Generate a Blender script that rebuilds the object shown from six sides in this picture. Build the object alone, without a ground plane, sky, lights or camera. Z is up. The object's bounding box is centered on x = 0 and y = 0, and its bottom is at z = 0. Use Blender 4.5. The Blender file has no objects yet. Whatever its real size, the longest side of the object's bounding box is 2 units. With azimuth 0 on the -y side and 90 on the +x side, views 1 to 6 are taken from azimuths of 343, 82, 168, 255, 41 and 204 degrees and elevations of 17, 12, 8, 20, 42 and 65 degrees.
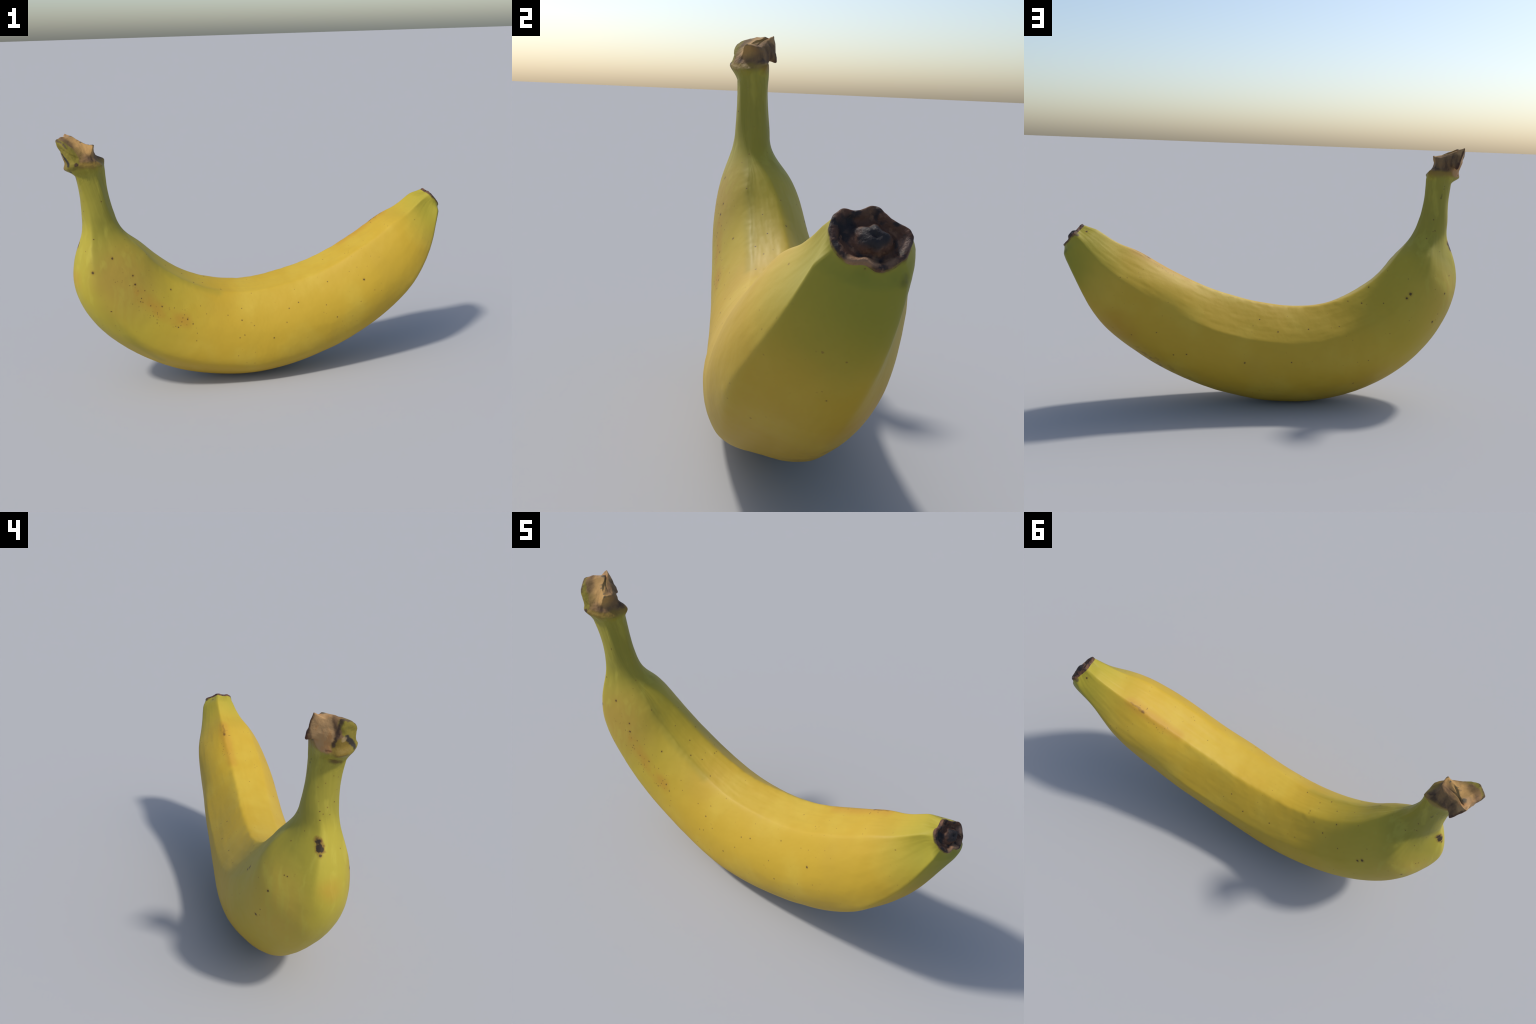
"""A single ripe banana lying on its back: ridged peel, stem with a torn crown, dark blossom end."""
import math
import bpy
import numpy as np
from mathutils import Vector, noise

# ----------------------------------------------------------------------------------------------
# 1. THE FRUIT AS A LOFT: seventeen cross-sections along a bent spine.
#    Each section is a rounded five-sided figure. Angles run from the outer (lower) side of the
#    bend over +y to the inner side; ridges are listed as
#    outer-back, upper-back, inner, upper-front, outer-front, and a face lies after each ridge.
# ----------------------------------------------------------------------------------------------
STATIONS = []


def station(at, shift, ridge_angles, ridge_radii, face_radii):
    STATIONS.append(dict(at=at, shift=shift, ang=ridge_angles, rid=ridge_radii, fac=face_radii))


def build_profile():
    station(at=(-0.859, 1.134), shift=(0.002, -0.008), ridge_angles=(37.4, 111.9, 179.3, 246, 317.6),
            ridge_radii=(0.06, 0.061, 0.073, 0.064, 0.088), face_radii=(0.054, 0.066, 0.059, 0.066, 0.066))
    station(at=(-0.847, 1.032), shift=(-0.005, -0.007), ridge_angles=(26.1, 103.9, 176.6, 239.8, 313.1),
            ridge_radii=(0.071, 0.054, 0.06, 0.062, 0.079), face_radii=(0.065, 0.06, 0.052, 0.065, 0.075))
    station(at=(-0.839, 0.931), shift=(-0.014, -0.006), ridge_angles=(15.2, 96.9, 180.3, 231.1, 311.6),
            ridge_radii=(0.091, 0.063, 0.062, 0.061, 0.088), face_radii=(0.078, 0.06, 0.056, 0.067, 0.09))
    station(at=(-0.831, 0.856), shift=(-0.022, -0.003), ridge_angles=(2.5, 87.8, 186.1, 213.4, 312.5),
            ridge_radii=(0.116, 0.075, 0.071, 0.069, 0.113), face_radii=(0.085, 0.071, 0.069, 0.069, 0.112))
    station(at=(-0.82, 0.764), shift=(-0.034, 0.011), ridge_angles=(2.1, 89.1, 174, 205.6, 310.4),
            ridge_radii=(0.187, 0.122, 0.12, 0.11, 0.176), face_radii=(0.116, 0.11, 0.111, 0.106, 0.171))
    station(at=(-0.79, 0.659), shift=(-0.03, 0.018), ridge_angles=(3.2, 96.6, 166.8, 204, 308.3),
            ridge_radii=(0.247, 0.162, 0.169, 0.153, 0.22), face_radii=(0.178, 0.148, 0.153, 0.142, 0.232))
    station(at=(-0.722, 0.543), shift=(-0.017, 0.028), ridge_angles=(3.5, 104.6, 167.9, 201.9, 305.1),
            ridge_radii=(0.268, 0.179, 0.205, 0.182, 0.24), face_radii=(0.204, 0.179, 0.186, 0.168, 0.252))
    station(at=(-0.587, 0.415), shift=(0.002, 0.033), ridge_angles=(5.1, 113.1, 168, 201.3, 306.9),
            ridge_radii=(0.28, 0.204, 0.237, 0.214, 0.26), face_radii=(0.212, 0.202, 0.216, 0.187, 0.24))
    station(at=(-0.324, 0.289), shift=(0.014, 0.022), ridge_angles=(5.2, 119, 166.3, 200.5, 301.5),
            ridge_radii=(0.279, 0.225, 0.265, 0.232, 0.257), face_radii=(0.217, 0.225, 0.238, 0.2, 0.236))
    station(at=(-0.096, 0.256), shift=(0.023, 0.001), ridge_angles=(11.6, 118.1, 165.8, 199.9, 300.3),
            ridge_radii=(0.254, 0.24, 0.283, 0.254, 0.257), face_radii=(0.213, 0.246, 0.257, 0.207, 0.228))
    station(at=(0.149, 0.282), shift=(0.028, -0.017), ridge_angles=(13.2, 118.3, 164.4, 198.6, 305),
            ridge_radii=(0.233, 0.246, 0.296, 0.264, 0.242), face_radii=(0.201, 0.251, 0.268, 0.218, 0.204))
    station(at=(0.376, 0.352), shift=(0.034, -0.026), ridge_angles=(13.3, 118.7, 165.2, 200.4, 305.6),
            ridge_radii=(0.205, 0.244, 0.295, 0.268, 0.226), face_radii=(0.191, 0.252, 0.269, 0.217, 0.176))
    station(at=(0.577, 0.45), shift=(0.029, -0.029), ridge_angles=(11.4, 118.5, 164.6, 200.7, 299),
            ridge_radii=(0.173, 0.233, 0.279, 0.266, 0.21), face_radii=(0.179, 0.257, 0.26, 0.212, 0.154))
    station(at=(0.741, 0.573), shift=(0.012, -0.014), ridge_angles=(16.9, 113, 164.7, 205.6, 290.5),
            ridge_radii=(0.157, 0.203, 0.238, 0.226, 0.199), face_radii=(0.152, 0.211, 0.222, 0.191, 0.147))
    station(at=(0.858, 0.709), shift=(0.001, 0.008), ridge_angles=(33.3, 104.6, 167, 214.1, 290.9),
            ridge_radii=(0.124, 0.132, 0.17, 0.166, 0.148), face_radii=(0.104, 0.135, 0.157, 0.134, 0.108))
    station(at=(0.91, 0.8), shift=(0.004, 0.03), ridge_angles=(29.4, 99.8, 172.5, 229.1, 286.5),
            ridge_radii=(0.099, 0.089, 0.108, 0.114, 0.126), face_radii=(0.081, 0.083, 0.101, 0.096, 0.096))
    station(at=(0.945, 0.847), shift=(-0.013, 0.036), ridge_angles=(22.6, 91.1, 173.7, 245.6, 290),
            ridge_radii=(0.094, 0.068, 0.062, 0.082, 0.113), face_radii=(0.074, 0.048, 0.062, 0.09, 0.096))

build_profile()
FACE_STEPS = 32                      # mesh columns per face of the section
COLS = 5 * FACE_STEPS
ALONG = 330                          # mesh rings along the fruit


def spline_weights(x, xs):
    """Weights of a natural cubic spline through knots x, evaluated at xs."""
    n, h = len(x), np.diff(x)
    a, r = np.zeros((n, n)), np.zeros((n, n))
    a[0, 0] = a[-1, -1] = 1
    for i in range(1, n - 1):
        a[i, i - 1], a[i, i], a[i, i + 1] = h[i - 1], 2 * (h[i - 1] + h[i]), h[i]
        r[i, i - 1], r[i, i], r[i, i + 1] = 6 / h[i - 1], -6 / h[i - 1] - 6 / h[i], 6 / h[i]
    m = np.linalg.solve(a, r)
    w = np.zeros((len(xs), n))
    for k, t in enumerate(xs):
        i = min(max(int(np.searchsorted(x, t)) - 1, 0), n - 2)
        p, q = (x[i + 1] - t) / h[i], (t - x[i]) / h[i]
        w[k, i] += p
        w[k, i + 1] += q
        w[k] += ((p ** 3 - p) * m[i] + (q ** 3 - q) * m[i + 1]) * h[i] ** 2 / 6
    return w


BASE = np.array([(s["at"][0], 0.0, s["at"][1]) for s in STATIONS])
KNOT = np.r_[0, np.cumsum(np.linalg.norm(np.diff(BASE, axis=0), axis=1))]
KNOT = KNOT / KNOT[-1]
BODY_END = 0.981
U = np.linspace(0, BODY_END, ALONG)


def ring_smoother(sigma):
    i = np.arange(COLS)
    w = np.exp(-0.5 * (np.minimum(i, COLS - i) / sigma) ** 2)
    w /= w.sum()
    return np.array([np.roll(w, k) for k in range(COLS)])


def loft(us):
    w = spline_weights(KNOT, us)
    spine = w @ BASE
    e = 1e-4
    tan = spline_weights(KNOT, np.clip(us + e, 0, 1)) @ BASE - spline_weights(KNOT, np.clip(us - e, 0, 1)) @ BASE
    tan /= np.linalg.norm(tan, axis=1, keepdims=True)
    out = np.stack([tan[:, 2], 0 * tan[:, 0], -tan[:, 0]], 1)      # towards the outer side of the bend
    side = np.array([0.0, 1.0, 0.0])
    shift = w @ np.array([s["shift"] for s in STATIONS])
    ang = np.radians(w @ np.array([s["ang"] for s in STATIONS], float))
    rid = w @ np.array([s["rid"] for s in STATIONS])
    fac = w @ np.array([s["fac"] for s in STATIONS])
    corner = np.stack([rid * np.cos(ang), rid * np.sin(ang)], -1)
    nxt_ang = np.roll(ang, -1, axis=1)
    nxt_ang[:, -1] += 2 * np.pi
    mid = (ang + nxt_ang) / 2
    middle = np.stack([fac * np.cos(mid), fac * np.sin(mid)], -1)
    nxt = np.roll(corner, -1, axis=1)
    pull = 2 * middle - (corner + nxt) / 2
    t = (np.arange(FACE_STEPS) / FACE_STEPS)[None, None, :, None]
    sec = (1 - t) ** 2 * corner[:, :, None] + 2 * t * (1 - t) * pull[:, :, None] + t * t * nxt[:, :, None]
    sec = sec.reshape(len(us), COLS, 2)
    crisp = np.einsum("ij,rjk->rik", ring_smoother(FACE_STEPS * 0.032), sec)
    round_ = np.einsum("ij,rjk->rik", ring_smoother(FACE_STEPS * 0.17), sec)
    col = np.arange(COLS)
    blunt = np.zeros((len(us), COLS))
    belly = (np.clip((us - .10) / .10, 0, 1) * np.clip((.84 - us) / .14, 0, 1))[:, None]
    for k, amount in ((0, 1.0), (4, .9), (2, .35)):              # the two outer ridges and the inner one are blunt
        d = np.abs((col - k * FACE_STEPS + COLS / 2) % COLS - COLS / 2)
        blunt = np.maximum(blunt, belly * amount * np.exp(-(d / 12) ** 4)[None])
    sec = crisp + (round_ - crisp) * blunt[..., None] + shift[:, None]
    return spine[:, None] + sec[..., 0:1] * out[:, None] + sec[..., 1:2] * side


BODY = loft(U)

# ----------------------------------------------------------------------------------------------
# 2. THE TORN CROWN on top of the stem: five rings of twelve points, clockwise from the outer side
# ----------------------------------------------------------------------------------------------
COLLAR = [(-.974, -.016, 1.157), (-.935, .027, 1.159), (-.900, .046, 1.174), (-.866, .050, 1.183), (-.818, .044, 1.191), (-.785, .032, 1.186),
          (-.796, -.007, 1.174), (-.803, -.047, 1.168), (-.837, -.075, 1.168), (-.879, -.091, 1.172), (-.927, -.101, 1.183), (-.962, -.072, 1.167)]
WAIST = [(-.969, -.015, 1.190), (-.945, .033, 1.202), (-.911, .059, 1.208), (-.875, .049, 1.211), (-.843, .035, 1.208), (-.823, .018, 1.211),
         (-.831, -.028, 1.203), (-.831, -.056, 1.193), (-.852, -.074, 1.188), (-.892, -.087, 1.192), (-.936, -.091, 1.206), (-.960, -.068, 1.199)]
FLANK = [(-.983, -.011, 1.235), (-.956, .039, 1.241), (-.913, .089, 1.206), (-.891, .062, 1.251), (-.856, .037, 1.239), (-.832, .009, 1.237),
         (-.840, -.038, 1.233), (-.848, -.055, 1.214), (-.860, -.069, 1.207), (-.905, -.083, 1.211), (-.950, -.082, 1.234), (-.970, -.060, 1.245)]
EDGE = [(-.998, -.016, 1.295), (-.963, .036, 1.288), (-.950, .080, 1.306), (-.909, .055, 1.285), (-.868, .026, 1.265), (-.830, -.002, 1.259),
        (-.838, -.049, 1.262), (-.849, -.056, 1.238), (-.869, -.059, 1.231), (-.916, -.077, 1.235), (-.956, -.076, 1.263), (-.972, -.052, 1.284)]
TORN_TOP = [(-.934, .047, 1.302), (-.940, .058, 1.299), (-.938, .068, 1.302), (-.910, .038, 1.290), (-.875, .010, 1.267), (-.848, -.011, 1.261),
            (-.847, -.035, 1.265), (-.869, -.028, 1.269), (-.888, -.013, 1.279), (-.900, -.002, 1.286), (-.912, .018, 1.293), (-.928, .037, 1.304)]
TORN_MIDDLE = (-.898, .014, 1.281)


def cubic(t, tension=0.75):
    """Blend weights between a straight line and a Catmull-Rom curve."""
    curve = np.array([-.5 * t + t * t - .5 * t ** 3, 1 - 2.5 * t * t + 1.5 * t ** 3, .5 * t + 2 * t * t - 1.5 * t ** 3, -.5 * t * t + .5 * t ** 3])
    return tension * curve + (1 - tension) * np.array([0, 1 - t, t, 0])


def crown_rows():
    base = BODY[0]
    mid = base.mean(0)
    turn = (np.arctan2(base[:, 1] - mid[1], mid[0] - base[:, 0]) / (2 * np.pi) * 12) % 12
    rings = [BODY[10], base]
    for ring in (COLLAR, WAIST, FLANK, EDGE, TORN_TOP):
        ring = np.array(ring)
        cols = []
        for c in turn:
            i = int(c)
            w = cubic(c - i)
            cols.append(sum(w[k] * ring[(i + k - 1) % 12] for k in range(4)))
        rings.append(np.array(cols))
    for scale, drop in ((.55, .003), (.12, .001)):
        rings.append(np.array(TORN_MIDDLE) + scale * (rings[6] - np.array(TORN_MIDDLE)) - np.array([0, 0, drop]))
    rows = []
    steps = (12, 9, 9, 10, 9, 6, 6)
    for i, n in enumerate(steps, 1):
        for k in range(n):
            w = cubic(k / n)
            rows.append(w[0] * rings[i - 1] + w[1] * rings[i] + w[2] * rings[min(i + 1, 8)] + w[3] * rings[min(i + 2, 8)])
    rows.append(rings[8])
    return np.array(rows[1:]), steps


CROWN, CROWN_STEPS = crown_rows()

# ----------------------------------------------------------------------------------------------
# 3. THE BLOSSOM END: body rings run into a flat, notched rim, then a dish with a central knob
# ----------------------------------------------------------------------------------------------
TIP = np.array([.9518, .0184, .8468])
TIP_OUT = np.array([.7684, -.0651, .6367])
TIP_DOWN = np.array([.638, 0, -.770])
TIP_SIDE = np.array([.0502, .9979, .0416])
RIM_ANGLE = [-46, -35, -23, -12, -3, 6, 16, 34, 49, 63, 79, 87, 98, 111, 129, 150, 165, 172, 182, 197, 209, 220, 234, 250, 263, 273, 284, 299, 314]
RIM_RADIUS = [.071, .066, .055, .056, .065, .071, .070, .069, .073, .072, .074, .075, .072, .058, .051, .054, .062, .063, .057, .053, .058, .072, .076, .076, .076, .073, .072, .071, .071]
RIDGE_AT_RIM = np.array([36, 92, 172, 238, 288, 396], float)


def tip_rows():
    face = np.arange(COLS) / FACE_STEPS
    ang = np.interp(face, np.arange(6), RIDGE_AT_RIM)
    rad = np.interp((ang + 46) % 360 - 46, RIM_ANGLE, RIM_RADIUS)
    rad = ring_smoother(1.3) @ rad
    a = np.radians(ang)[:, None]

    def ring(scale, height, centre=(0, 0)):
        r = (rad * scale)[:, None]
        return TIP + height * TIP_OUT + (r * np.cos(a) + centre[0]) * TIP_DOWN + (r * np.sin(a) + centre[1]) * TIP_SIDE

    rim = ring(1.0, 0.0)
    start = BODY[-1]
    slope = (BODY[-1] - BODY[-4])
    step = np.linalg.norm(rim - start, axis=1, keepdims=True)
    slope = slope / np.linalg.norm(slope, axis=1, keepdims=True) * step
    finish = TIP_OUT * step * .9 + .15 * (rim - start)
    rows = []
    n = 14
    for k in range(1, n + 1):
        t = k / n
        rows.append((2 * t ** 3 - 3 * t * t + 1) * start + (t ** 3 - 2 * t * t + t) * slope + (3 * t * t - 2 * t ** 3) * rim + (t ** 3 - t * t) * finish)
    peel_rows = len(rows) - 3
    knob = (.007, .0046)
    for scale, height, pull in ((.985, .0018, 0), (.95, .0030, 0), (.90, .0028, 0), (.84, .0010, .05), (.76, -.005, .1), (.68, -.0095, .2), (.60, -.0105, .4), (.53, -.008, .6),
                                (.47, -.003, .8), (.41, .003, 1), (.34, .0085, 1), (.27, .0125, 1), (.20, .0145, 1), (.13, .0148, 1), (.07, .0125, 1), (.02, .0105, 1)):
        rows.append(ring(scale, height, (knob[0] * pull, knob[1] * pull)))
    return np.array(rows), peel_rows


TIP_ROWS, TIP_PEEL = tip_rows()

# ----------------------------------------------------------------------------------------------
# 4. ONE SKIN: crown (upside down) + body + tip, with hand-feel relief, then cut into parts
# ----------------------------------------------------------------------------------------------
GRID = np.concatenate([CROWN[::-1], BODY, TIP_ROWS])
N_CROWN, N_BODY = len(CROWN), len(BODY)
ROWS = len(GRID)


def grid_normals(g):
    du = np.gradient(g, axis=0)
    dv = (np.roll(g, -1, axis=1) - np.roll(g, 1, axis=1)) / 2
    n = np.cross(dv, du)
    return n / np.maximum(np.linalg.norm(n, axis=2, keepdims=True), 1e-9)


def smooth(a, b, x):
    t = np.clip((x - a) / (b - a), 0, 1)
    return t * t * (3 - 2 * t)


def relief(g):
    n = grid_normals(g)
    sign = np.sign(((g[N_CROWN + 100] - g[N_CROWN + 100].mean(0)) * n[N_CROWN + 100]).sum())
    n = n * sign
    col = np.arange(COLS)

    def ridge(k, width):
        d = np.abs((col - k * FACE_STEPS + COLS / 2) % COLS - COLS / 2)
        return np.exp(-(d / width) ** 2)

    amount = np.zeros(g.shape[:2])
    for r in range(ROWS):
        body = (r - N_CROWN) / N_BODY
        for c in range(COLS):
            p = Vector(g[r, c])
            if r < N_CROWN - 14:                                   # torn, dried crown
                k = smooth(0, 14, N_CROWN - 14 - r)
                amount[r, c] += k * (.25 if r < 16 else 1) * (.0030 * noise.noise(p * 38) + .0013 * noise.noise(p * 95))
            elif r >= N_CROWN + N_BODY + TIP_PEEL:                 # shrivelled blossom scar
                amount[r, c] += .0011 * noise.noise(p * 85) + .0022 * noise.noise(p * 42)
            else:                                                  # faint dents of the peel
                turn = 2 * math.pi * c / COLS
                q = Vector((2.6 * math.cos(turn), 2.6 * math.sin(turn), 5 * body))
                amount[r, c] += .0014 * noise.noise(p * 7) + .0005 * noise.noise(p * 24) + .0009 * noise.noise(q) + .0006 * noise.noise(q * 2.3) + .0005 * noise.noise(q * 5)
        if 0 < body < 1:                                           # crinkles on two of the ridges
            w = smooth(.12, .17, body) * (1 - smooth(.36, .46, body))
            front = ridge(3, 5) * w
            w2 = smooth(.3, .4, body) * (1 - smooth(.85, .93, body))
            inner = ridge(2, 3.5) * w2
            for c in np.nonzero(front + inner > .02)[0]:
                p = Vector(g[r, c])
                amount[r, c] += front[c] * .0009 * noise.noise(p * 45) + inner[c] * .0017 * noise.noise(p * 30)
    return g + amount[..., None] * n


GRID = relief(GRID)
GRID[..., 2] = .004 * np.log1p(np.exp(GRID[..., 2] / .004))          # the belly flattens where it rests
GRID[..., 2] -= GRID[..., 2].min()


def build_skin():
    verts = GRID.reshape(-1, 3)
    caps = [tuple(GRID[0].mean(0)), tuple(GRID[-1].mean(0))]
    faces, region = [], []
    stem_end = N_CROWN + int(.135 * N_BODY)
    for r in range(ROWS - 1):
        part = ("crown" if r < N_CROWN + 6 else "stem" if r < stem_end else "peel" if r < N_CROWN + N_BODY + TIP_PEEL else "blossom_scar")
        for c in range(COLS):
            d = (c + 1) % COLS
            faces.append((r * COLS + c, r * COLS + d, (r + 1) * COLS + d, (r + 1) * COLS + c))
            region.append(part)
    top, end = len(verts), len(verts) + 1
    for c in range(COLS):
        d = (c + 1) % COLS
        faces.append((top, d, c))
        region.append("crown")
        b = (ROWS - 1) * COLS
        faces.append((end, b + c, b + d))
        region.append("blossom_scar")
    verts = [tuple(v) for v in verts] + caps
    mesh = bpy.data.meshes.new("whole")
    mesh.from_pydata(verts, [], faces)
    import bmesh
    bm = bmesh.new()
    bm.from_mesh(mesh)
    bmesh.ops.recalc_face_normals(bm, faces=bm.faces)
    bm.to_mesh(mesh)
    bm.free()
    faces = [tuple(p.vertices) for p in mesh.polygons]
    normals = [tuple(v.normal) for v in mesh.vertices]
    bpy.data.meshes.remove(mesh)
    return verts, faces, region, normals


def cut_parts(parent, materials):
    verts, faces, region, normals = build_skin()
    for part in ("peel", "stem", "crown", "blossom_scar"):
        used, own = {}, []
        for f, where in zip(faces, region):
            if where == part:
                own.append(tuple(used.setdefault(i, len(used)) for i in f))
        order = list(used)
        mesh = bpy.data.meshes.new(part)
        mesh.from_pydata([verts[i] for i in order], [], own)
        mesh.polygons.foreach_set("use_smooth", [True] * len(own))
        mesh.normals_split_custom_set_from_vertices([normals[i] for i in order])
        mesh.materials.append(materials[part])
        obj = bpy.data.objects.new(part, mesh)
        bpy.context.scene.collection.objects.link(obj)
        obj.parent = parent


# ----------------------------------------------------------------------------------------------
# 5. MATERIALS
# ----------------------------------------------------------------------------------------------
def srgb(r, g, b):
    f = lambda c: (c / 255 / 12.92) if c <= 10 else ((c / 255 + .055) / 1.055) ** 2.4
    return (f(r), f(g), f(b), 1)


class Paint:
    """A stack of colour layers, each laid on through a mask computed from the object position."""

    def __init__(self, name, colour, rough=.55, gloss=.3):
        self.mat = bpy.data.materials.new(name)
        self.mat.use_nodes = True
        self.tree = self.mat.node_tree
        self.bsdf = self.tree.nodes["Principled BSDF"]
        self.bsdf.inputs["Specular IOR Level"].default_value = gloss
        self.rough = self.value(rough)
        self.pos = self.node("ShaderNodeTexCoord").outputs["Object"]
        self.colour = None
        self.base = colour

    def node(self, kind, **props):
        n = self.tree.nodes.new(kind)
        for k, v in props.items():
            setattr(n, k, v)
        return n

    def put(self, socket, value):
        if isinstance(value, bpy.types.NodeSocket):
            self.tree.links.new(value, socket)
        else:
            socket.default_value = value

    def value(self, v):
        n = self.node("ShaderNodeValue")
        n.outputs[0].default_value = v
        return n.outputs[0]

    def math(self, op, a, b=0.0, clamp=False):
        n = self.node("ShaderNodeMath", operation=op, use_clamp=clamp)
        self.put(n.inputs[0], a)
        self.put(n.inputs[1], b)
        return n.outputs[0]

    def vec(self, op, a, b=(0, 0, 0), out=0):
        n = self.node("ShaderNodeVectorMath", operation=op)
        self.put(n.inputs[0], a)
        if op == "SCALE":
            self.put(n.inputs["Scale"], b)
        elif op != "LENGTH":
            self.put(n.inputs[1], b)
        return n.outputs[out]

    def noise(self, scale, detail=3, pos=None, stretch=None):
        n = self.node("ShaderNodeTexNoise")
        n.inputs["Scale"].default_value = scale
        n.inputs["Detail"].default_value = detail
        self.put(n.inputs["Vector"], pos or self.pos)
        return n.outputs["Fac"], n.outputs["Color"]

    def wobble(self, amount, scale):
        """Object position pushed about by noise, so that painted edges are never clean."""
        c = self.noise(scale, 3)[1]
        return self.vec("ADD", self.pos, self.vec("SCALE", self.vec("SUBTRACT", c, (.5, .5, .5)), amount * 2))

    def ramp(self, v, a, b):
        """0 at a, 1 at b, smooth between."""
        n = self.node("ShaderNodeMapRange", interpolation_type="SMOOTHSTEP")
        self.put(n.inputs["Value"], v)
        if a < b:
            lo, hi, y0, y1 = a, b, 0, 1
        else:
            lo, hi, y0, y1 = b, a, 1, 0
        n.inputs["From Min"].default_value, n.inputs["From Max"].default_value = lo, hi
        n.inputs["To Min"].default_value, n.inputs["To Max"].default_value = y0, y1
        return n.outputs["Result"]

    def ball(self, centre, full, none, pos=None):
        d = self.vec("DISTANCE", pos or self.pos, centre, out=1)
        return self.ramp(d, none, full)

    def streak(self, a, b, full, none, pos=None):
        """Mask around the line from a to b."""
        ax = Vector(b) - Vector(a)
        rel = self.vec("SUBTRACT", pos or self.pos, tuple(a))
        h = self.math("ADD", self.vec("DOT_PRODUCT", rel, tuple(ax / ax.length_squared), out=1), 0.0, clamp=True)
        off = self.vec("SUBTRACT", rel, self.vec("SCALE", tuple(ax), h))
        return self.ramp(self.vec("LENGTH", off, out=1), none, full)

    def chain(self, points, full, none, pos=None):
        m = None
        for a, b in zip(points, points[1:]):
            s = self.streak(a, b, full, none, pos)
            m = s if m is None else self.math("MAXIMUM", m, s)
        return m

    def along(self, direction, offset=0.0, pos=None):
        return self.math("ADD", self.vec("DOT_PRODUCT", pos or self.pos, tuple(direction), out=1), offset)

    def mul(self, *fs):
        out = fs[0]
        for f in fs[1:]:
            out = self.math("MULTIPLY", out, f)
        return out

    def lay(self, mask, colour, strength=1.0):
        n = self.node("ShaderNodeMix", data_type="RGBA")
        n.clamp_factor = True
        self.put(n.inputs["Factor"], self.math("MULTIPLY", mask, strength) if strength != 1.0 else mask)
        self.put(n.inputs["A"], self.colour if self.colour is not None else self.base)
        self.put(n.inputs["B"], colour)
        self.colour = n.outputs["Result"]

    def rougher(self, mask, value):
        n = self.node("ShaderNodeMix", data_type="FLOAT")
        self.put(n.inputs["Factor"], mask)
        self.put(n.inputs["A"], self.rough)
        n.inputs["B"].default_value = value
        self.rough = n.outputs["Result"]

    def finish(self, *bumps):
        self.put(self.bsdf.inputs["Base Color"], self.colour)
        self.put(self.bsdf.inputs["Roughness"], self.rough)
        normal = None
        for height, depth in bumps:
            b = self.node("ShaderNodeBump")
            b.inputs["Distance"].default_value = depth
            self.put(b.inputs["Height"], height)
            if normal is not None:
                self.put(b.inputs["Normal"], normal)
            normal = b.outputs["Normal"]
        if normal is not None:
            self.put(self.bsdf.inputs["Normal"], normal)
        return self.mat


GOLD = srgb(188, 154, 42)
GOLD_PALE = srgb(194, 165, 57)
GOLD_BROWN = srgb(170, 137, 50)
OLIVE_YELLOW = srgb(174, 157, 47)
STEM_GREEN = srgb(142, 134, 46)
TIP_GREEN = srgb(126, 129, 38)
ORANGE = srgb(176, 124, 38)
BROWN = srgb(92, 58, 28)
BLACK_BROWN = srgb(32, 25, 24)

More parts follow.
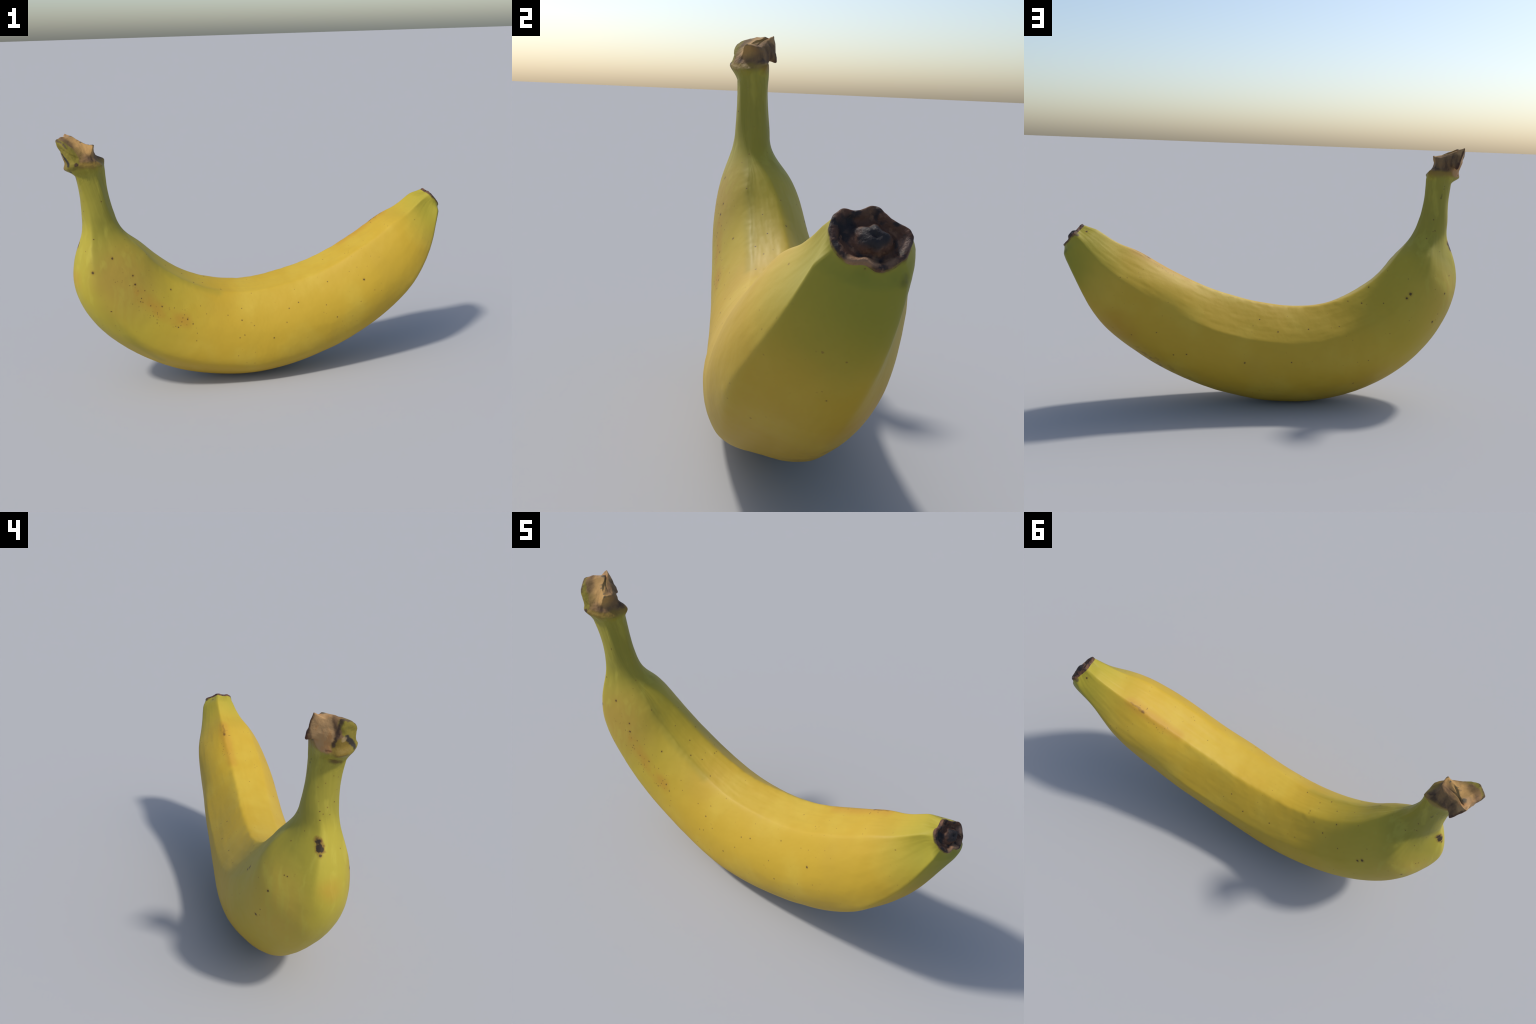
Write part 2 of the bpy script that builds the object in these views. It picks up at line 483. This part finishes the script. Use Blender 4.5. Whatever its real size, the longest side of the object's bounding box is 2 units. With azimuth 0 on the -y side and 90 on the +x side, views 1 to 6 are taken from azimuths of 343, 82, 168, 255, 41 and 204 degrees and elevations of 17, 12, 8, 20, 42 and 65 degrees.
# dark specks seen on the peel: x, y, z, radius
SPECKS = [
    (-0.899, -0.13, 0.682, 0.0068), (-0.802, -0.115, 0.737, 0.0053), (-0.714, -0.127, 0.644, 0.0046), (-0.708, -0.136, 0.602, 0.0046),
    (-0.531, -0.099, 0.541, 0.0039), (-0.588, -0.144, 0.476, 0.0035), (-0.468, -0.153, 0.395, 0.0032), (-0.444, -0.16, 0.369, 0.0028),
    (-0.519, -0.165, 0.365, 0.0028), (-0.193, -0.161, 0.352, 0.0032), (-0.825, -0.069, 1.003, 0.0027), (-0.877, -0.09, 0.831, 0.0027),
    (-0.918, -0.078, 0.775, 0.0023), (-0.832, -0.152, 0.488, 0.0031), (-0.685, -0.148, 0.532, 0.0027), (-0.69, -0.151, 0.517, 0.0023),
    (-0.679, -0.15, 0.513, 0.0023), (-0.644, -0.15, 0.489, 0.0027), (-0.553, -0.142, 0.463, 0.002), (-0.427, -0.172, 0.322, 0.002),
    (-0.434, -0.178, 0.285, 0.002), (-0.368, -0.138, 0.403, 0.002), (-0.392, -0.119, 0.442, 0.002), (-0.26, -0.143, 0.382, 0.002),
    (-0.184, -0.13, 0.403, 0.0024), (-0.19, -0.19, 0.282, 0.0024), (-0.215, -0.191, 0.272, 0.0024), (0.105, -0.176, 0.41, 0.0029),
    (0.053, -0.179, 0.386, 0.0026), (0.03, -0.205, 0.323, 0.0026), (-0.043, -0.212, 0.253, 0.0029), (0.294, -0.236, 0.325, 0.003),
    (0.272, -0.158, 0.494, 0.0026), (0.455, -0.208, 0.497, 0.0047), (0.505, -0.233, 0.442, 0.0023), (0.243, -0.213, 0.39, 0.0023),
    (0.3, -0.03, 0.574, 0.002), (-0.135, -0.181, 0.321, 0.0023), (-0.661, 0.196, 0.586, 0.007), (-0.641, 0.2, 0.566, 0.0057),
    (-0.853, 0.171, 0.583, 0.0046), (-0.786, 0.194, 0.443, 0.0052), (-0.9, 0.114, 0.663, 0.0027), (-0.818, 0.055, 0.942, 0.0027),
    (-0.826, 0.064, 0.886, 0.0027), (-0.781, 0.069, 0.847, 0.0026), (-0.431, 0.136, 0.529, 0.0032), (-0.478, 0.092, 0.601, 0.0032),
    (-0.369, 0.106, 0.532, 0.0026), (-0.53, 0.177, 0.537, 0.0025), (-0.156, 0.17, 0.41, 0.0031), (-0.005, 0.171, 0.399, 0.0031),
    (-0.067, 0.217, 0.259, 0.0028), (0.08, 0.131, 0.451, 0.0028), (-0.306, 0.183, 0.424, 0.0022), (-0.394, 0.18, 0.133, 0.0032),
    (-0.448, 0.235, 0.265, 0.0025), (-0.952, 0.01, 0.767, 0.0063), (-0.931, 0.004, 0.816, 0.0051), (-0.939, -0.005, 0.8, 0.0029),
    (-0.915, 0.0, 0.916, 0.0021), (-0.913, 0.013, 0.926, 0.0021), (-0.915, 0.01, 0.892, 0.0021), (-0.915, -0.0, 1.035, 0.0016),
    (-0.905, 0.025, 1.018, 0.0016), (-0.904, -0.048, 1.005, 0.0017), (-0.906, -0.042, 0.958, 0.0021), (-0.919, -0.027, 1.063, 0.0016),
    (-0.913, -0.046, 1.057, 0.0016), (-0.816, 0.064, 0.882, 0.0019), (-0.878, 0.052, 0.836, 0.0017), (-0.912, -0.028, 0.91, 0.0017),
    (-0.847, 0.092, 0.783, 0.0021), (-0.889, 0.122, 0.665, 0.0026), (-0.816, 0.186, 0.482, 0.0023), (-0.63, -0.044, 0.717, 0.0025),
    (-0.449, 0.02, 0.578, 0.0025), (-0.401, -0.028, 0.538, 0.0031), (-0.349, -0.004, 0.523, 0.0025), (-0.264, -0.04, 0.488, 0.0025),
    (-0.532, 0.009, 0.635, 0.0019), (-0.326, 0.061, 0.532, 0.0023), (0.893, 0.062, 0.861, 0.0045), (0.876, -0.026, 0.5, 0.0019),
    (0.906, -0.078, 0.597, 0.001), (0.886, -0.038, 0.524, 0.0013), (0.881, -0.047, 0.52, 0.0011), (0.982, 0.003, 0.791, 0.0019),
    (0.574, 0.163, 0.403, 0.0024), (0.157, 0.193, 0.255, 0.0037), (0.432, 0.164, 0.295, 0.0031), (0.492, 0.147, 0.289, 0.0031),
    (0.687, 0.122, 0.384, 0.0025)]
FRONT_RIDGE = [(-.758, -.041, .868), (-.677, -.040, .776), (-.520, -.047, .604), (-.285, -.062, .486)]
OUTER_FRONT_RIDGE = [(-.915, -.12, .75), (-.893, -.141, .573), (-.838, -.143, .444), (-.755, -.131, .336), (-.599, -.086, .194)]


def peel_layers(p):
    w_big, w_fine = p.wobble(.05, 5), p.wobble(.003, 90)
    cloud = p.noise(4.5, 4)[0]
    p.lay(p.ramp(cloud, .42, .72), GOLD_PALE, .7)
    p.lay(p.ramp(p.noise(3.1, 3, w_big)[0], .5, .72), GOLD_BROWN, .2)
    # unripe green creeping down from the stem and back from the blossom end
    greenness = p.along((-1, 0, .5), -.2, w_big)
    p.lay(p.ramp(greenness, .22, .90), OLIVE_YELLOW, .9)
    p.lay(p.ramp(greenness, .80, 1.10), STEM_GREEN, .95)
    p.lay(p.ball((.96, .01, .83), .06, .34, w_big), OLIVE_YELLOW, .9)
    p.lay(p.ball((1.01, .03, .74), .03, .31, w_big), TIP_GREEN, .8)
    p.lay(p.chain(OUTER_FRONT_RIDGE, .004, .05, p.pos), STEM_GREEN, .45)
    p.lay(p.chain(FRONT_RIDGE, .004, .04, p.pos), STEM_GREEN, .35)
    # tanned shoulder and orange scuffs with freckles
    p.lay(p.ball((-.77, -.15, .62), .05, .28, w_big), srgb(168, 137, 56), .75)
    p.lay(p.ball((-.84, .12, .50), .05, .32, w_big), srgb(186, 157, 60), .75)
    p.lay(p.chain([(-.95, -.03, .80), (-.98, -.06, .62), (-.90, -.06, .42)], .04, .17, w_big), srgb(172, 158, 50), .75)
    fibre = p.noise(1.0, 3, p.vec('MULTIPLY', w_big, (26, 26, 3)))[0]
    p.lay(p.mul(p.ramp(greenness, .6, 1.0), p.ramp(fibre, .5, .72)), srgb(182, 170, 66), .4)
    freckle = p.node("ShaderNodeTexVoronoi")
    freckle.inputs["Scale"].default_value = 70
    p.put(freckle.inputs["Vector"], w_fine)
    dots = p.ramp(freckle.outputs["Distance"], .26, .12)
    patchy = p.ramp(p.noise(22, 2)[0], .48, .62)
    scuff = [(-.74, -.15, .62), (-.694, -.150, .554), (-.638, -.149, .498), (-.563, -.155, .428), (-.481, -.158, .389)]
    p.lay(p.mul(p.chain(scuff[1:], .004, .055, p.wobble(.02, 14)), p.ramp(p.noise(11, 3)[0], .25, .55)), ORANGE, .55)
    p.lay(p.mul(p.chain(scuff, .03, .10), dots, patchy), BROWN, .75)
    p.lay(p.ball((-.97, -.04, .64), .01, .08, w_big), ORANGE, .35)
    inner = [(.74, .042, .815), (.669, .045, .776), (.605, .049, .741), (.558, .043, .715), (.511, .042, .687), (.42, .04, .65)]
    p.lay(p.chain(inner[1:], .006, .05, w_fine), ORANGE, .5)
    p.lay(p.streak(inner[1], inner[2], .001, .010, p.wobble(.012, 40)), BROWN, .45)
    p.lay(p.ball(inner[2], .003, .014, p.wobble(.012, 40)), BROWN, .75)
    p.lay(p.mul(p.streak(inner[2], inner[4], .02, .07), dots, patchy), BROWN, .7)
    p.lay(p.ball((.757, .098, .415), .02, .14, w_big), ORANGE, .35)
    p.lay(p.mul(p.streak((.62, .05, .27), (.40, .0, .16), .02, .10), p.ramp(p.noise(30, 3)[0], .5, .66)), BROWN, .45)
    # sparse pin-prick freckles everywhere
    pin = p.node("ShaderNodeTexVoronoi")
    pin.inputs["Scale"].default_value = 34
    p.put(pin.inputs["Vector"], w_fine)
    rare = p.ramp(p.noise(9, 2)[0], .5, .66)
    p.lay(p.mul(p.ramp(pin.outputs["Distance"], .13, .06), rare), srgb(120, 85, 35), .7)
    # the specks that stand out one by one, each with a faint halo
    near = None
    for x, y, z, r in SPECKS:
        d = p.math("DIVIDE", p.vec("DISTANCE", w_fine, (x, y, z), out=1), r)
        near = d if near is None else p.math("MINIMUM", near, d)
    p.lay(p.ramp(near, 2.6, .8), srgb(140, 98, 34), .35)
    p.lay(p.ramp(near, 1.3, .6), srgb(58, 38, 26), .9)
    scar = p.wobble(.014, 42)
    p.lay(p.streak((-.930, .018, .815), (-.946, .010, .784), .011, .024, scar), srgb(120, 80, 34), .75)
    p.lay(p.streak((-.930, .019, .812), (-.945, .011, .786), .010, .015, scar), BLACK_BROWN, .97)
    p.lay(p.ball((.975, .07, .766), .004, .022, scar), srgb(70, 55, 28), .6)
    p.lay(p.mul(p.streak((-.868, .043, 1.115), (-.852, .048, 1.05), .002, .0065, w_fine), p.ramp(p.noise(55, 2)[0], .40, .5)), srgb(62, 46, 26), .85)
    # blackened margin of the blossom end
    lip = p.along(TIP_OUT, -float(TIP.dot(TIP_OUT)), p.wobble(.006, 35))
    close = p.ball(tuple(TIP), .13, .16)
    p.lay(p.mul(p.ramp(lip, -.010, -.001), close), srgb(86, 52, 32), .75)
    p.lay(p.mul(p.ramp(lip, -.0035, .001), close), srgb(42, 34, 34), .95)
    p.lay(p.streak((.935, -.053, .858), (.917, -.035, .884), .006, .016, p.wobble(.006, 35)), srgb(44, 36, 36), .85)
    p.lay(p.ball((.936, .090, .852), .006, .015, p.wobble(.006, 35)), srgb(60, 46, 38), .8)
    grain = p.noise(260, 2)[0]
    p.lay(grain, srgb(150, 120, 40), .10)
    return w_fine


def peel_paint(name):
    p = Paint(name, GOLD)
    peel_layers(p)
    return p.finish((p.noise(55, 3)[0], .0005), (p.noise(14, 2)[0], .0015))


def crown_paint():
    p = Paint("dried_crown", GOLD)
    peel_layers(p)
    w = p.wobble(.010, 28)
    f = p.wobble(.007, 60)
    height = p.along((0, 0, 1), 0, w)
    streaks = p.noise(30, 4, p.vec("MULTIPLY", w, (1, 1, .25)))[0]
    bark, tan, pale, dark = srgb(112, 86, 58), srgb(140, 107, 68), srgb(172, 134, 78), srgb(58, 42, 34)
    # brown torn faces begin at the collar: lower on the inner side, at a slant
    start = p.along((0, 0, 1), 0, p.wobble(.016, 22))
    p.lay(p.ramp(start, 1.150, 1.178), srgb(132, 102, 44), .85)
    p.lay(p.ramp(start, 1.182, 1.200), bark)
    p.lay(p.mul(p.ramp(start, 1.185, 1.2), p.ramp(streaks, .45, .65)), tan, .7)
    p.lay(p.mul(p.ramp(start, 1.180, 1.2), p.ramp(streaks, .5, .36)), dark, .6)
    # light tan band across the front flap
    p.lay(p.chain([(-.85, -.045, 1.245), (-.877, -.045, 1.252), (-.90, -.02, 1.275), (-.925, .01, 1.285)], .018, .05, w), pale, .9)
    p.lay(p.ball((-.953, -.035, 1.288), .012, .045, w), srgb(108, 84, 48), .85)
    p.lay(p.ball((-.922, -.079, 1.235), .02, .055, w), srgb(128, 104, 50), .7)
    outside = p.ramp(p.along((-.75, -.35, -.56), 0, w), .014, .026)
    # the strip of skin left from the bunch: green panel, tan panel, dark seam between
    p.lay(p.chain([(-.955, .055, 1.285), (-.955, .045, 1.25), (-.94, .032, 1.2)], .034, .048, w), srgb(164, 130, 88))
    p.lay(p.mul(p.streak((-.955, .055, 1.285), (-.94, .032, 1.2), .036, .05, w), p.ramp(streaks, .5, .68)), srgb(168, 118, 66), .7)
    p.lay(p.mul(outside, p.chain([(-.99, -.042, 1.285), (-.965, -.070, 1.24), (-.950, -.083, 1.20)], .040, .048, w)), srgb(122, 110, 38))
    p.lay(p.ball((-.972, -.025, 1.185), .030, .045, w), srgb(120, 98, 36))
    p.lay(p.streak((-.997, -.010, 1.300), (-.962, .002, 1.19), .003, .010, f), dark, .9)
    p.lay(p.chain([(-.974, -.037, 1.227), (-.956, -.078, 1.188), (-.945, -.062, 1.155)], .006, .013, f), srgb(42, 38, 38), .95)
    p.lay(p.ball((-.975, -.030, 1.216), .006, .015, f), srgb(176, 150, 105), .6)
    p.lay(p.streak((-.940, .040, 1.166), (-.958, .006, 1.172), .001, .007, f), srgb(98, 46, 28), .7)
    p.lay(p.streak((-.935, .002, 1.122), (-.918, -.045, 1.122), .003, .016, f), srgb(82, 52, 26), .75)
    p.lay(p.chain([(-.999, -.016, 1.298), (-.975, -.055, 1.288), (-.958, -.08, 1.265)], .004, .011, f), srgb(74, 56, 48), .8)
    p.lay(p.ball((-.923, -.103, 1.186), .006, .014, f), srgb(66, 40, 34), .9)
    p.lay(p.chain([(-.951, .083, 1.308), (-.930, .088, 1.25), (-.913, .092, 1.204)], .004, .012, f), srgb(66, 40, 30), .85)
    p.lay(p.ball((-.913, .095, 1.200), .012, .030, f), srgb(86, 52, 34), .7)
    # mouldy pits along the torn edge
    pits = None
    for c, r in (((-.901, -.007, 1.288), .009), ((-.890, -.018, 1.279), .007), ((-.930, .040, 1.304), .012), ((-.838, -.046, 1.268), .008), ((-.855, -.030, 1.268), .006)):
        m = p.ball(c, r * .5, r * 1.3, f)
        pits = m if pits is None else p.math("MAXIMUM", pits, m)
    p.lay(pits, srgb(72, 70, 58), .85)
    p.rougher(p.ramp(start, 1.17, 1.2), .8)
    return p.finish((p.noise(70, 4)[0], .0025), (streaks, .0025))


def scar_paint():
    p = Paint("blossom_scar", GOLD, rough=.62, gloss=.25)
    peel_layers(p)
    w = p.wobble(.008, 45)
    f = p.wobble(.006, 80)
    lip = p.along(TIP_OUT, -float(TIP.dot(TIP_OUT)))
    d = p.vec("DISTANCE", w, tuple(TIP), out=1)
    dish = p.ramp(d, .082, .070)
    p.lay(p.math('MAXIMUM', p.ramp(lip, -.004, .002), p.ramp(d, .066, .060)), srgb(44, 36, 35))
    mottle = p.noise(38, 4, w)[0]
    p.lay(p.mul(dish, p.ramp(mottle, .38, .56)), srgb(92, 62, 46), .95)
    p.lay(p.mul(dish, p.ramp(p.noise(60, 3, w)[0], .54, .66)), srgb(118, 86, 64), .8)
    low = TIP + .052 * TIP_DOWN
    p.lay(p.streak(tuple(low - .040 * TIP_SIDE), tuple(low - .002 * TIP_SIDE), .008, .018, f), srgb(150, 114, 84), .85)
    p.lay(p.ball(tuple(low + .025 * TIP_SIDE), .008, .018, f), srgb(128, 96, 72), .75)
    p.lay(p.ball(tuple(TIP - .052 * TIP_DOWN), .006, .02, f), srgb(110, 78, 56), .7)
    p.lay(p.ball(tuple(TIP + .055 * TIP_SIDE + .02 * TIP_DOWN), .006, .02, f), srgb(130, 104, 90), .6)
    p.lay(p.ball(tuple(TIP + .007 * TIP_DOWN + .0046 * TIP_SIDE + .014 * TIP_OUT), .022, .036, w), srgb(40, 37, 38), .95)
    p.lay(p.ball(tuple(TIP - .040 * TIP_SIDE - .02 * TIP_DOWN), .01, .03, w), srgb(36, 34, 36), .9)
    return p.finish((p.noise(90, 4)[0], .004), (mottle, .003))


SKIN = peel_paint("banana_skin")
MATERIALS = {"peel": SKIN, "stem": SKIN, "crown": crown_paint(), "blossom_scar": scar_paint()}

fruit = bpy.data.objects.new("banana", None)
bpy.context.scene.collection.objects.link(fruit)
fruit["label"] = "single curved yellow banana with torn brown stem"
fruit["category"] = "banana"
cut_parts(fruit, MATERIALS)
